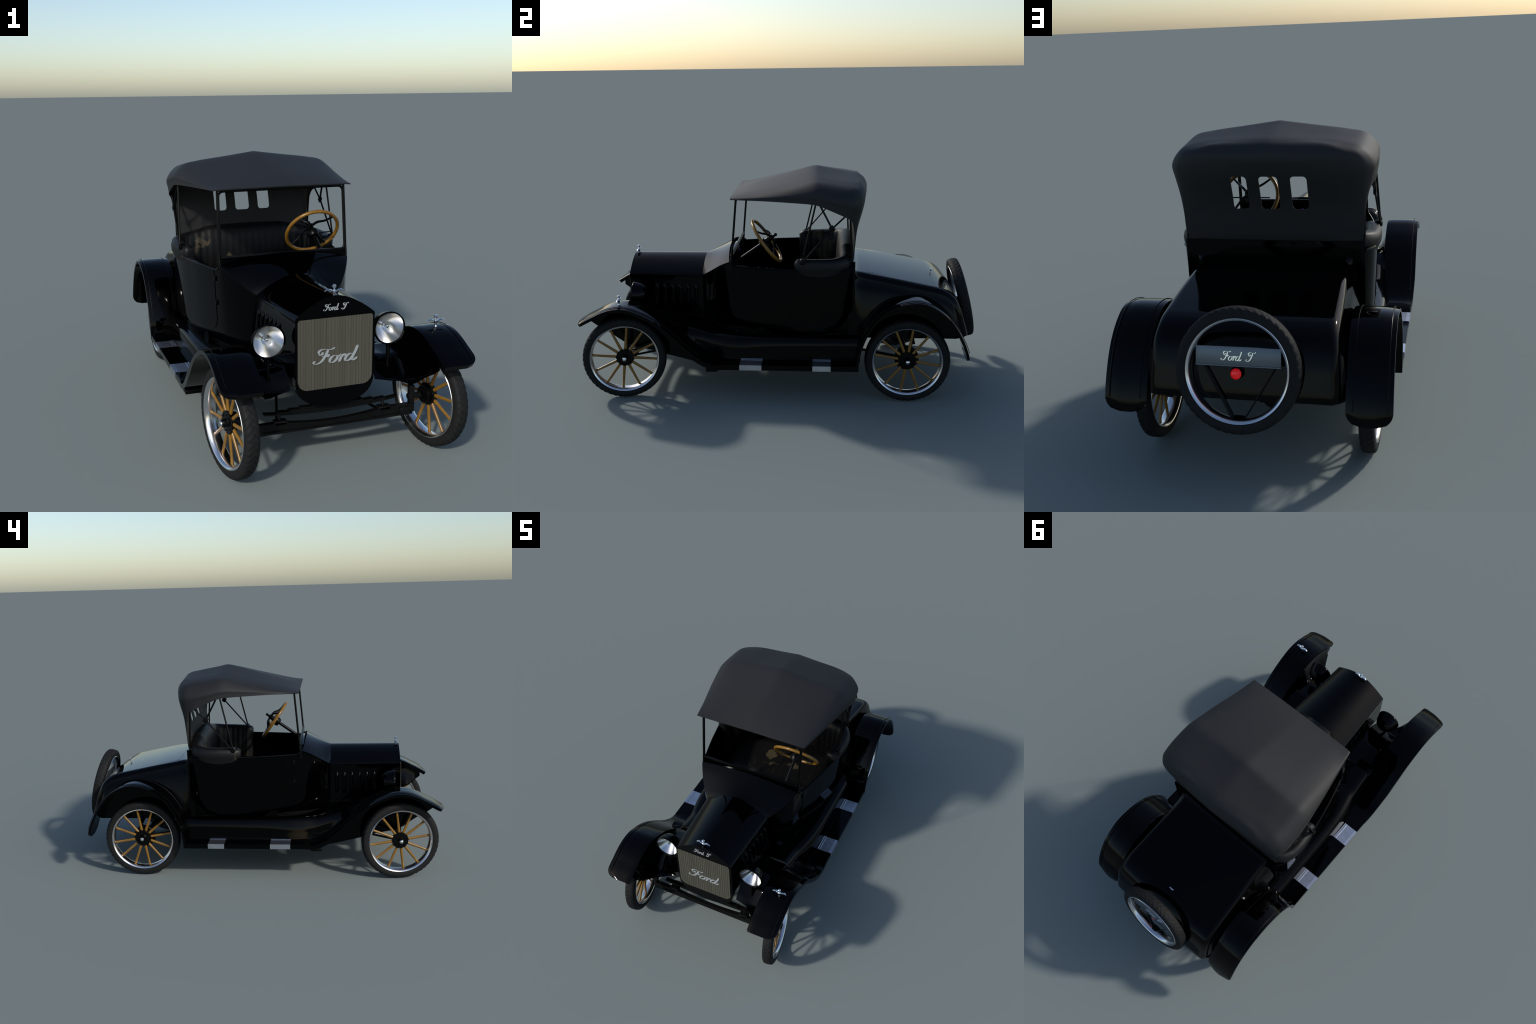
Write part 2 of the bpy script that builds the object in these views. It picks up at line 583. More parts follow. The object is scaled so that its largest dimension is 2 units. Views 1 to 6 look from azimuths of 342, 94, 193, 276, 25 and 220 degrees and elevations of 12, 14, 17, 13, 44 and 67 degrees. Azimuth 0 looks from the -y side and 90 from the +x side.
def build_hood():
    rows = []
    for i in range(13):
        t = i / 12
        y = lerp(-.797, -.409, t)
        w = lerp(.155, .1765, t)
        h = hood_half(w, .650, .575)
        top = [(x, y, z) for x, z in h]
        side = [(w + .002, y, .572), (w + .002, y, .569)] + [(w + .001 + .014 * (k / 8) * (.25 + .75 * t), y, lerp(.566, .358, k / 8)) for k in range(9)]
        half = top + side
        rows.append([(-a, b, c) for a, b, c in reversed(half)] + half[1:])
    return sheet("engine_hood", rows, 0.004, PAINT, car, angle=25)
hood = build_hood()
# hinge line along the ridge
tube("hood_hinge", [(0, -.795, .6505), (0, -.412, .6505)], .0025, PAINT, hood, 8)
# louvres : raised blisters
def louvre(y):
    rows = []
    w = lerp(.156, .1765, (y + .797) / .388) + .001
    for i in range(9):
        a = pi * i / 8
        dy = .010 * math.cos(a)
        o = .013 * math.sin(a) ** 0.8
        rr = []
        for k in range(11):
            t = k / 10
            e = min(1, min(t, 1 - t) * 6)
            rr.append((w - .002 + .014 * ((.566 - lerp(.405, .532, t)) / .208) * (.25 + .75 * (y + .797) / .388) + o * math.sqrt(max(0, 1 - (1 - e) ** 2)), y + dy * (0.6 + .4 * e), lerp(.405, .532, t)))
        rows.append(rr)
    return sheet("louvre", rows, 0.0015, PAINT, hood, angle=50)
for i in range(6):
    lv = louvre(lerp(-.652, -.445, i / 5))
    mirror_x(lv)

# cowl: from hood to windscreen base
def build_cowl():
    rows = []
    for i in range(15):
        t = i / 14
        s = t
        y = lerp(-.409, -.255, t)
        w = interp(y, PLAN)
        ze = interp(y, TOPZ)
        zc = lerp(.650, .712, t ** 1.15)
        p = lerp(1.7, 1.85, t)
        n = 16
        r = []
        for k in range(-n, n + 1):
            u = abs(k) / n
            yy = y - .018 * t * (1 - u * u)
            r.append((w * k / n, yy, ze + (zc - ze) * (1 - u ** p)))
        rows.append(r)
    return sheet("cowl", rows, 0.005, PAINT, car, angle=40)
build_cowl()
# dash board closing the cowl
def dash_outline():
    out = [(.283 * k / 12, .660 + (.702 - .660) * (1 - (abs(k) / 12) ** 1.85)) for k in range(12, -13, -1)]
    out += [(-.28, .58), (-.24, .40), (.24, .40), (.28, .58)]
    return out
prism("dashboard", dash_outline(), .012, lambda u, v, w: (u, -.262 + w, v), PAINT, car)
sw = slab("switch_box", (0, -.245, .655), (.05, .006, .03), PAINT, car, .003)
lathe("purple_disc", [(0, 0), (.006, 0), (.006, .004), (.004, .006), (0, .006)], PURPLE, sw, 14, (0, 1, 0), (0, -.239, .668))

# ------------------------------------------------------------------ radiator
def radiator():
    half = [(.150, .578), (.1565, .572), (.157, .37), (.160, .33), (.156, .30), (.138, .268), (.105, .245), (.06, .228), (0, .2225)]
    top = [(0, .6505)] + [p for p in hood_half(.155, .6505, .576)][1:]
    right = top + [tuple(p[:2]) for p in crom([(a, b, 0) for a, b in half[1:]], 26)]
    outline = right + [(-x, z) for x, z in reversed(right[1:-1])]
    return prism("radiator_shell", outline, .030, lambda u, v, w: (u, -.797 + w, v), PAINT, car)
shell = radiator()

def grille():
    """Core built of narrow vertical fins, with rounded lower corners."""
    W, z1, z0, r = .1515, .571, .297, .04
    n = 27
    pitch = 2 * W / n
    rows = []
    for i in range(n):
        x0 = -W + i * pitch
        for fx, d in ((.0, 0.0), (.07, .0016), (.5, .0020), (.93, .0016), (.999, 0.0)):
            x = x0 + fx * pitch
            e = W - abs(x)
            lo = z0 + (r - math.sqrt(max(r * r - (r - min(e, r)) ** 2, 0)))
            hi = z1 - (.010 - math.sqrt(max(.0001 - (.010 - min(e, .010)) ** 2, 0)))
            rows.append([(x, -.7995 - d, lerp(lo, hi, k / 6)) for k in range(7)])
    return sheet("radiator_grille", rows, 0.003, GRILLE, car, angle=50)
grille()

# ------------------------------------------------------------------ script lettering
GLYPH = {  # pen strokes in an upright em square, slanted later
    "F": (.92, [[(.16, .70), (.10, .82), (.20, .95), (.40, .97), (.62, .92), (.82, .93), (.95, 1.02)],
                [(.16, .70), (.24, .60), (.36, .66), (.34, .78)],
                [(.60, .92), (.60, .70), (.57, .40), (.48, .14), (.30, .02), (.12, .04), (.06, .16), (.14, .22)],
                [(.40, .50), (.56, .50), (.72, .53), (.76, .60)],
                [(.76, .60), (.75, .50), (.74, .42)]]),
    "T": (.84, [[(.16, .70), (.10, .82), (.20, .95), (.40, .97), (.62, .92), (.82, .93), (.95, 1.02)],
                [(.16, .70), (.24, .60), (.36, .66), (.34, .78)],
                [(.60, .92), (.60, .70), (.57, .40), (.48, .14), (.30, .02), (.12, .04), (.06, .16), (.14, .22)]]),
    "o": (.46, [[(.26, .48), (.10, .42), (.03, .22), (.10, .04), (.24, .01), (.38, .12), (.42, .32), (.34, .46), (.26, .48)],
                [(.34, .45), (.44, .40), (.52, .44)]]),
    "r": (.42, [[(.04, .40), (.14, .50), (.17, .40), (.17, .20), (.15, .01)],
                [(.17, .30), (.24, .44), (.34, .50), (.40, .44)],
                [(.40, .44), (.38, .36), (.34, .38)]]),
    "d": (.62, [[(.40, .42), (.26, .49), (.10, .40), (.04, .20), (.10, .03), (.24, .02), (.38, .16), (.44, .36)],
                [(.46, 1.02), (.46, .60), (.43, .30), (.44, .10), (.52, .01), (.62, .06), (.72, .20)]]),
    " ": (.62, []),
}

def script_text(name, text, height, width, to3d, mat, parent, depth=.0016, slant=.36):
    """Calligraphic lettering: each stroke swept with a slanted broad nib."""
    verts, faces = [], []
    x = 0.0
    strokes = []
    for ch in text:
        adv, ss = GLYPH[ch]
        for s in ss: strokes.append([(x + a + slant * b, b) for a, b in s])
        x += adv
    xs = [p[0] for s in strokes for p in s]
    x0, x1 = min(xs), max(xs)
    kx, kz = width / (x1 - x0), height / 1.02
    for si, s in enumerate(strokes):
        n = max(10, 5 * len(s))
        P = crom([(a, b, 0) for a, b in s], n)
        base = len(verts)
        for i, p in enumerate(P):
            d = P[min(i + 1, n - 1)] - P[max(i - 1, 0)]
            d.normalize()
            down = abs(d.y * .94 + d.x * .34)
            t = i / (n - 1)
            taper = min(1, min(t, 1 - t) * 7 + .45)
            wd = (.014 + .058 * down ** 2) * taper
            nx, ny = -d.y, d.x
            for sgn in (1, -1):
                u, v = (p.x + nx * wd * sgn - (x0 + x1) / 2) * kx, (p.y + ny * wd * sgn) * kz
                verts.append(to3d(u, v, depth + .00018 * si))
                verts.append(to3d(u, v, 0))
        for i in range(n - 1):
            a = base + 4 * i
            b = a + 4
            faces += [(a, a + 2, b + 2, b), (a + 1, b + 1, b + 3, a + 3), (a, b, b + 1, a + 1), (a + 2, a + 3, b + 3, b + 2)]
        faces += [(base, base + 1, base + 3, base + 2), (base + 4 * n - 4, base + 4 * n - 2, base + 4 * n - 1, base + 4 * n - 3)]
    return mk(name, verts, faces, mat, parent, 40)

script_text("lettering", "Ford", .058, .178, lambda u, v, w: (u, -.8022 - w, .397 + v), LETTER, car)
script_text("lettering", "Ford T", .025, .100, lambda u, v, w: (u + .001, -.7985 - w, .5985 + v), LETTER, car)

# ------------------------------------------------------------------ mascots
def mascot(base, scale, name="mascot"):
    s = scale
    bx, by, bz = base
    parts = [lathe(name, [(0, 0), (.0075 * s, 0), (.0075 * s, .004 * s), (.0055 * s, .007 * s), (.0045 * s, .014 * s), (.0065 * s, .024 * s),
                          (.0075 * s, .029 * s), (.005 * s, .033 * s), (.002 * s, .036 * s), (.002 * s, .038 * s),
                          (.0055 * s, .040 * s), (.0080 * s, .0450 * s), (.0075 * s, .0495 * s), (.0042 * s, .0530 * s), (0, .0535 * s)],
                   CHROME, car, 20, (0, 0, 1), base)]
    for sg in (1, -1):
        rows = []
        for i in range(11):
            t = i / 10
            x = sg * (.004 + .034 * t) * s
            z = (.028 + .010 * math.sin(t * pi * .75) - .006 * t * t) * s
            c = .0065 * s * math.sqrt(max(.02, 1 - t ** 2.2))
            rows.append([(bx + x, by + c * k, bz + z - .002 * s * abs(k)) for k in (-1, -.5, 0, .5, 1)])
        parts.append(sheet(name, rows, .0018 * s, CHROME, car, 50))
    return join(name, parts)
mascot((0, -.782, .6385), 1.0)
mascot((.428, -.790, .4815), 1.0)

# ------------------------------------------------------------------ headlamps
def headlamp(x):
    o = (x, -.752, .489)
    # bucket opens towards -y
    b = lathe("headlamp", [(.060, -.004), (.064, -.007), (.0665, -.004), (.0665, .004), (.064, .008), (.0625, .016), (.057, .036), (.045, .056),
                           (.025, .068), (0, .072), (.024, .066), (.043, .054), (.054, .034), (.0595, .014)], PAINT, car, 48, (0, 1, 0), o, angle=45, closed=True)
    # concave mirror
    prof = []
    for i in range(14):
        t = 1 - i / 13
        prof.append((.0605 * t, -.0015 + .056 * (1 - t * t)))
    lathe("lamp_reflector", prof, MIRROR, b, 48, (0, 1, 0), o, angle=60, caps=False)
    lathe("lamp_bulb", [(0, .016), (.006, .018), (.009, .024), (.007, .032), (.004, .038), (.004, .052), (0, .052)], CHROME, b, 20, (0, 1, 0), o)
    tube("lamp_stand", [(x, -.742, .430), (x, -.742, .40), (x, -.742, .35), (x, -.742, .285)], .0075, SATIN, b, 10, samples=12)
    return b
headlamp(.248)
headlamp(-.248)

# ------------------------------------------------------------------ fenders, running boards, aprons
def plate(name, path, x_in, x_out, thick, parent=car, mat=PAINT, cols=14, n=110, crown=.006):
    """Sweep a crowned plate along a (y,z) path. x_in/x_out: functions of (arc, total)."""
    P = crom([(0, a, b) for a, b in path], n)
    L = [0.0]
    for a, b in zip(P, P[1:]): L.append(L[-1] + (b - a).length)
    rings = []
    for i, p in enumerate(P):
        d = P[min(i + 1, n - 1)] - P[max(i - 1, 0)]
        d.normalize()
        nrm = Vector((0, -d.z, d.y))
        if nrm.z < 0 and abs(d.y) > .3: nrm = -nrm
        a, b = x_in(L[i], L[-1]), x_out(L[i], L[-1])
        th = thick(L[i] / L[-1]) if callable(thick) else thick
        top, bot = [], []
        for k in range(cols + 1):
            u = k / cols
            e = .0 if 0 < k < cols else .003
            uu = u * u * (3 - 2 * u) if False else u
            x = lerp(a, b, uu)
            c = -crown * max(0, (u - .6) / .4) ** 2 - crown * .5 * max(0, (.2 - u) / .2) ** 2
            q = p + nrm * c
            top.append((x, q.y, q.z))
            q = p - nrm * th
            bot.append((x, q.y, q.z))
        rings.append(top + bot[::-1])
    return loft(name, rings, mat, parent, True, True, 40)

FRONT = [(-1.0, .398), (-.955, .425), (-.915, .445), (-.875, .465), (-.83, .481), (-.78, .488), (-.735, .484),
         (-.69, .469), (-.64, .447), (-.589, .416), (-.545, .381), (-.501, .340), (-.455, .296), (-.41, .257), (-.37, .228),
         (-.335, .210), (-.30, .2035), (-.27, .203)]
def corner(r):
    def f(d): return r - math.sqrt(max(r * r - (r - min(d, r)) ** 2, 0))
    return f
c1, c2, c3 = corner(.05), corner(.006), corner(.06)
def fr_in(s, T):
    # inner edge hugs .343 then widens to the running board
    base = lerp(.343, .356, min(1, max(0, (s / T - .62) / .3)))
    return base + c2(s)
ff = plate("fender", FRONT, fr_in, lambda s, T: .495 - c1(s) - .008 * max(0, s / T - .75) / .25,
           lambda t: interp(t, [(0, .021), (.5, .022), (.68, .032), (.85, .030), (1, .025)]))
REAR = [(.362, .182), (.366, .205), (.374, .265), (.401, .350), (.446, .427), (.502, .484), (.568, .518), (.635, .532), (.695, .528),
        (.755, .500), (.810, .455), (.852, .400), (.887, .335), (.908, .280), (.920, .234)]
rf = plate("fender", REAR, lambda s, T: .338 + c1(T - s), lambda s, T: .491 - c1(T - s) - .004 * max(0, 1 - s / T / .2), .018)
mirror_x(ff)
mirror_x(rf)
# pressed bead near the fender edges
def bead(path, x, name="fender_bead", n=60, lift=.0006, lo=0.0, hi=1.0):
    P = crom([(0, a, b) for a, b in path], n)
    P = P[int(lo * n):max(int(hi * n), 2)]
    pts = []
    for i, p in enumerate(P):
        d = P[min(i + 1, len(P) - 1)] - P[max(i - 1, 0)]
        d.normalize()
        nrm = Vector((0, -d.z, d.y))
        if nrm.z < 0 and abs(d.y) > .3: nrm = -nrm
        q = p + nrm * lift
        pts.append((x, q.y, q.z))
    return tube(name, pts, .0016, SATIN, None, 6)
for o, par, arg in ((ff, FRONT, (.474, .04, .85)), (rf, REAR, (.474, .12, .96)), (rf, REAR, (.362, .2, .96))):
    bd = bead(par, arg[0], lo=arg[1], hi=arg[2])
    bd.parent = o
    mirror_x(bd)

# web from the fender's inner edge down to the frame, and the wheel-side skirt under it
FEND = [(p.y, p.z) for p in crom([(0, a, b) for a, b in FRONT], 120)]
EDGE = [(-.93, .336, .352), (-.889, .318, .328), (-.855, .298, .308), (-.81, .262, .290), (-.790, .235, .288), (-.782, .178, .300)]
def web():
    rows = []
    ys_ = [lerp(-.93, -.782, i / 18) for i in range(18)] + [lerp(-.782, -.47, i / 28) for i in range(29)]
    for y in ys_:
        zf = interp(y, FEND) - .010
        if y < -.782:
            ex = interp(y, [(e[0], e[1]) for e in EDGE])
            ez = interp(y, [(e[0], e[2]) for e in EDGE])
        else:
            ex, ez = .174, interp(y, [(-.782, .300), (-.76, .335), (-.71, .378), (-.58, .378), (-.47, .345)])
        sag = max(ez + .004 if y < -.782 else 0, interp(y, [(-.83, .300), (-.78, .290), (-.752, .318), (-.71, .362), (-.60, .374), (-.52, .346), (-.47, .322)]))
        sec = []
        for k in range(17):
            u = k / 16
            if u < .6:
                x = lerp(ex, max(ex, .308), u / .6)
                z = lerp(ez, sag, min(1, u / .35))
            else:
                w = (u - .6) / .4
                x = lerp(max(ex, .308), .344, math.sin(w * pi / 2))
                z = lerp(sag, zf, w ** 1.15)
            sec.append((x, y, z))
        rows.append(sec)
    return sheet("fender_web", rows, .004, PAINT, car, 60)
mirror_x(web())
def skirt():
    low = spline1([(-.965, .376), (-.924, .347), (-.87, .316), (-.77, .252), (-.70, .234), (-.64, .222), (-.58, .203), (-.50, .184), (-.42, .174), (-.34, .168)])
    rows = []
    for i in range(41):
        y = lerp(-.962, -.34, i / 40)
        zt = interp(y, FEND) - .006
        zl = min(interp(y, low), zt - .002)
        x = lerp(.3445, .390, min(1, max(0, (y + .50) / .14)))
        rows.append([(x, y, lerp(zt, zl, k / 6)) for k in range(7)])
    return sheet("fender_skirt", rows, .003, PAINT, car, 50)
mirror_x(skirt())

# running board
def running_board():
    sec = [(.486, .203), (.486, .178), (.40, .176), (.39, .180), (.39, .2030), (.412, .2030)]
    rings = []
    for i in range(9):
        y = lerp(-.300, .384, i / 8)
        rings.append([(x, y, z) for x, z in sec])
    return loft("running_board", rings, PAINT, car, True, True, 25)
rb = running_board()
mirror_x(rb)
def metal_band(y0, y1):
    sec = [(.4875, .178), (.4875, .2045), (.470, .2055), (.4685, .2045), (.418, .2045), (.4165, .2055), (.4045, .2055), (.4035, .2065)]
    rows = [[(x, y, z) for x, z in sec] for y in (y0, lerp(y0, y1, .5), y1)]
    return sheet("metal_band", rows, .0015, BAND, rb, 25)
for b in ((-.194, -.086), (.162, .250)):
    mb = metal_band(*b)
    mirror_x(mb)
bk = box("step_bracket", (.36, -.362, .164), (.480, -.302, .184), SATIN, car, .003)
mirror_x(bk)

# apron: wall rising from the board's inner edge, rolled over into a shelf under the body
RGX = spline1([(-.47, .345), (-.40, .348), (-.33, .354), (-.27, .366), (-.20, .379), (-.12, .387), (-.03, .391), (.10, .393), (.30, .395), (.40, .395)])
FTX = spline1([(-.47, .356), (-.40, .360), (-.33, .370), (-.27, .388), (-.20, .400), (-.15, .402), (.0, .4035), (.30, .4035), (.40, .4035)])
INX = [(-.47, .172), (-.40, .178), (-.25, .215), (-.161, .235), (-.068, .285), (.02, .325), (.40, .330)]
def apron():
    rows = []
    for i in range(49):
        y = lerp(-.468, .395, i / 48)
        rx, fx, ix = interp(y, RGX), interp(y, FTX), interp(y, INX)
        fz = .196 if y > -.30 else max(.196, interp(y, FEND) - .012)
        lift = max(0, (-.33 - y) / .14) * .03
        rz = .290 + lift
        outer = crom([(fx, y, fz), (lerp(fx, rx, .35), y, lerp(fz, rz, .45)), (lerp(fx, rx, .62), y, lerp(fz, rz, .78)), (rx - .002, y, rz + .003), (rx - .015, y, rz + .018), (rx - .038, y, rz + .026)], 16)
        sx, sz = rx - .038, rz + .026
        iz = interp(y, [(-.47, .338), (-.30, .318), (-.161, .306), (.02, .318), (.40, .325)])
        inner = [(lerp(sx, min(ix, sx - .01), k / 5), y, lerp(sz, iz, k / 5)) for k in range(1, 6)]
        rows.append([tuple(p) for p in outer] + inner)
    return sheet("apron", rows, .004, PAINT, car, 50)
mirror_x(apron())

# dark inner panel closing the sill between apron and tub
rows = []
for i in range(15):
    y = lerp(-.12, .40, i / 14)
    rows.append([(lerp(.300, .318, k / 5), y, lerp(.165, lerp(.34, .50, min(1, max(0, y / .3))), k / 5)) for k in range(6)])
mirror_x(sheet("sill_panel", rows, .004, SATIN, car, 50))

# ------------------------------------------------------------------ rear deck
DECK = [(.358, .643), (.368, .633), (.385, .624), (.43, .6145), (.55, .5925), (.68, .567), (.78, .547), (.812, .536), (.845, .517),
        (.875, .485), (.897, .436), (.915, .375), (.928, .328), (.931, .313)]
DX = spline1([(.355, .348), (.365, .322), (.378, .300), (.395, .2905), (.45, .291), (.60, .302), (.75, .309), (.85, .312), (.90, .318), (.93, .322)])
def crn(y): return lerp(.004, .007, min(1, max(0, (y - .78) / .1)))
def deck():
    N = 70
    P = crom([(0, a, b) for a, b in DECK], N)
    rows = []
    r = .030
    for i, p in enumerate(P):
        d = P[min(i + 1, N - 1)] - P[max(i - 1, 0)]
        d.normalize()
        nin = Vector((0, d.z, -d.y))
        w = interp(p.y, DX)
        half = []
        nx = 12
        # rear face bulges: corners pulled forward
        back = max(0.0, min(1.0, (p.y - .78) / .1))
        for k in range(nx + 1):
            u = k / nx
            x = (w - r) * u
            q = p + nin * (crn(p.y) * u * u)
            half.append((x, q.y, q.z))
        for k in range(1, 8):
            a = pi / 2 * k / 7
            q = p + nin * (crn(p.y) + r * (1 - math.cos(a)))
            half.append((w - r + r * math.sin(a), q.y, q.z))
        lx, ly, lz = half[-1]
        for k in range(1, 11):
            t = k / 10
            zz = lerp(lz, .306, t) if lz > .306 else lz
            half.append((lerp(lx, max(lx, .345), min(1, 1.15 * t ** .6 * min(1, max(0, lz - .306) / .12))), ly, zz))
        rows.append([(-a, b, c) for a, b, c in reversed(half)] + half[1:])
    return sheet("tail_body", rows, .004, PAINT, car, 45)
deck_ob = deck()
# floor under the rear body
prism("tail_floor", [(.335, .36), (.335, .895), (.30, .922), (-.30, .922), (-.335, .895), (-.335, .36)], .006, lambda u, v, w: (u, v, .307 + w), SATIN, car)

# liner closing the body side inside each rear wheel arch
def arch_liner():
    P = crom([(0, a, b) for a, b in REAR], 60)
    rows = []
    for p in P:
        if p.y < .40 or p.y > .885: continue
        zt = p.z - .010
        rows.append([(.349, p.y, lerp(zt, min(.31, zt - .005), k / 6)) for k in range(7)])
    return sheet("wheel_arch_liner", rows, .003, PAINT, car, 50)
mirror_x(arch_liner())

# luggage lid: thin skin on the deck with a shut line
def lid():
    rows = []
    for i in range(21):
        y = lerp(.432, .800, i / 20)
        P = interp(y, [(a, b) for a, b in DECK])
        rr = []
        for k in range(-12, 13):
            x = .272 * k / 12
            u = abs(x) / (interp(y, DX) - .030)
            z = P - crn(y) * min(u, 1) ** 2 + .0018
            if u > 1: z -= (.030 - math.sqrt(max(.030 ** 2 - (abs(x) - (interp(y, DX) - .030)) ** 2, 0)))
            rr.append((x, y, z))
        rows.append(rr)
    return sheet("luggage_lid", rows, .003, PAINT, car, 50)
lid_ob = lid()
tube("lid_handle", [(0, .777, .556), (0, .777, .566), (0, .780, .572)], .0035, CHROME, lid_ob, 10)
slab("lid_handle", (0, .778, .570), (.013, .0035, .0035), CHROME, lid_ob, .002)

# ------------------------------------------------------------------ wheels
R_TYRE = .2085
def make_tyre(name, parent):
    """Tyre about the x axis with a chevron block tread."""
    prof = [(.164, -.018), (.1710, -.0245), (.180, -.0270), (.192, -.0268), (.2005, -.0245), (.2055, -.020), (.2075, -.012), (.2082, -.004),
            (.2082, .004), (.2075, .012), (.2055, .020), (.2005, .0245), (.192, .0268), (.180, .0270), (.1710, .0245), (.164, .018)]
    seg = 288
    rings = []
    for k in range(seg):
        t = 2 * pi * k / seg
        ring = []
        for i, (r, h) in enumerate(prof):
            if 4 <= i <= 11:
                ph = t * 48 / (2 * pi) + (abs(h) / .02) * .55 + (.5 if h > 0 else 0)
                ph -= math.floor(ph)
                r = r - (.0042 if ph < .28 else 0) * (1 if 5 <= i <= 10 else .6)
            ring.append((h, r * math.cos(t), r * math.sin(t)))
        rings.append(ring)
    return loft(name, rings, RUBBER, parent, True, False, 40, True)

def make_rim(name, parent):
    prof = [(.1710, -.0225), (.1722, -.0260), (.1705, -.0280), (.1670, -.0265), (.1620, -.0210), (.1590, -.012), (.1578, 0), (.1590, .012), (.1620, .0210), (.1670, .0265),
            (.1705, .0280), (.1722, .0260), (.1710, .0225), (.165, .0)]
    return lathe(name, prof, RIM, parent, 96, (1, 0, 0), (0, 0, 0), True)

def spoke_mesh(name, parent):
    rings = []
    for r, a, b in ((.030, .0070, .0080), (.05, .0066, .0075), (.10, .0058, .0066), (.148, .0054, .0060), (.1575, .0062, .0068)):
        rings.append([(a * math.cos(2 * pi * k / 12), b * math.sin(2 * pi * k / 12), r) for k in range(12)])
    return loft(name, rings, WOOD, parent, True, True, 40)

def hub_mesh(name):
    # scalloped flange plates, barrel, drum, chrome cap: outer side is +x
    seg = 96
    def ring(r, h, s=0.0): return [(h, r * (1 + s * math.cos(12 * 2 * pi * k / seg)) * math.cos(2 * pi * k / seg),
                                    r * (1 + s * math.cos(12 * 2 * pi * k / seg)) * math.sin(2 * pi * k / seg)) for k in range(seg)]
    rings = [ring(.0005, -.030), ring(.030, -.030), ring(.034, -.028), ring(.034, -.012), ring(.042, -.0115, .03), ring(.044, -.010, .03), ring(.044, .009, .03), ring(.0425, .0105, .03),
             ring(.020, .011), ring(.017, .014), ring(.015, .028), ring(.013, .031), ring(.0005, .031)]
    return loft(name, rings, SATIN, car, True, True, 35)

wheel0 = hub_mesh("wheel")
tyre0 = make_tyre("tyre", wheel0)
rim0 = make_rim("rim", wheel0)
sp0 = spoke_mesh("spoke", wheel0)
cap0 = lathe("hub_cap", [(0, .0305), (.010, .0305), (.011, .033), (.009, .037), (.004, .0395), (0, .040)], CHROME, wheel0, 20, (1, 0, 0))
bolts = []
for k in range(6):
    a = 2 * pi * (k + .25) / 6
    bolts.append(lathe("hub_bolt", [(0, .0095), (.0032, .0095), (.0032, .0135), (0, .0138)], SATIN, wheel0, 6, (1, 0, 0), (0, .031 * math.cos(a), .031 * math.sin(a))))
hb0 = join("hub_bolt", bolts, True)
kids = [(o, Matrix.Identity(4)) for o in (tyre0, rim0, cap0, hb0, sp0)]
for k in range(1, 12):
    M = Matrix.Rotation(2 * pi * k / 12, 4, 'X')
    kids.append((shared(sp0, wheel0, M), M))

STEER = math.radians(9.3)
WX, FX = .395, .412
def place(root, x, y, steer, spin):
    M = Matrix.Translation((x, y, R_TYRE)) @ Matrix.Rotation(steer, 4, 'Z')
    if x < 0: M = M @ Matrix.Rotation(pi, 4, 'Z')
    root.matrix_local = M @ Matrix.Rotation(math.radians(spin), 4, 'X')
place(wheel0, FX, -.779, STEER, -5.8)
for x, y, st, spin in ((-FX, -.779, STEER, 7.2), (WX, .624, 0, -9.5), (-WX, .624, 0, 10)):
    w = wheel0.copy()
    COL.objects.link(w)
    w.parent = car
    place(w, x, y, st, spin)
    for c, M in kids:
        shared(c, w, M)

# spare: tyre and rim only, leaning against the tail
spare = make_tyre("spare_wheel", car)
spare.data.transform(Matrix.Scale(1.0, 4))
rim_s = make_rim("rim", spare)
TILT = math.radians(12.5)
spare.matrix_local = Matrix.Translation((0, .933, .4185)) @ Matrix.Rotation(TILT, 4, 'X') @ Matrix.Rotation(pi / 2, 4, 'Z')
for sx in (1, -1):
    tube("spare_bracket", [(.13 * sx, .900, .44), (.02 * sx, .960, .262)], .005 + .002 * sx, SATIN, car, 8)
slab("spare_clamp", (0, .962, .256), (.018, .016, .010), SATIN, car, .003)

# number plate with lettering and the red lamp below
pt = Matrix.Rotation(math.radians(13), 3, 'X')
plate_o = slab("number_plate", (0, .928, .4635), (.1415, .003, .031), PLATE, car, .0015, pt)
slab("plate_lip", (0, .935, .434), (.1415, .005, .002), PLATE, plate_o, .001, pt)
script_text("lettering", "Ford T", .030, .116, lambda u, v, w: (-u - .003, .9314 + w - (v - .0115) * .23, .452 + v), PLATE_LETTER, plate_o, .0012)
tl = lathe("tail_lamp", [(0, -.02), (.014, -.02), (.020, -.012), (.0215, 0), (.0195, .004), (0, .004)], PAINT, car, 24, (0, .97, .2), (.010, .924, .403))
lathe("tail_lens", [(.0005, .000), (.0185, .001), (.0185, .006), (.013, .0105), (.006, .0125), (.0005, .013)], TAIL_RED, tl, 9, (0, .97, .2), (.010, .927, .4025), angle=5)

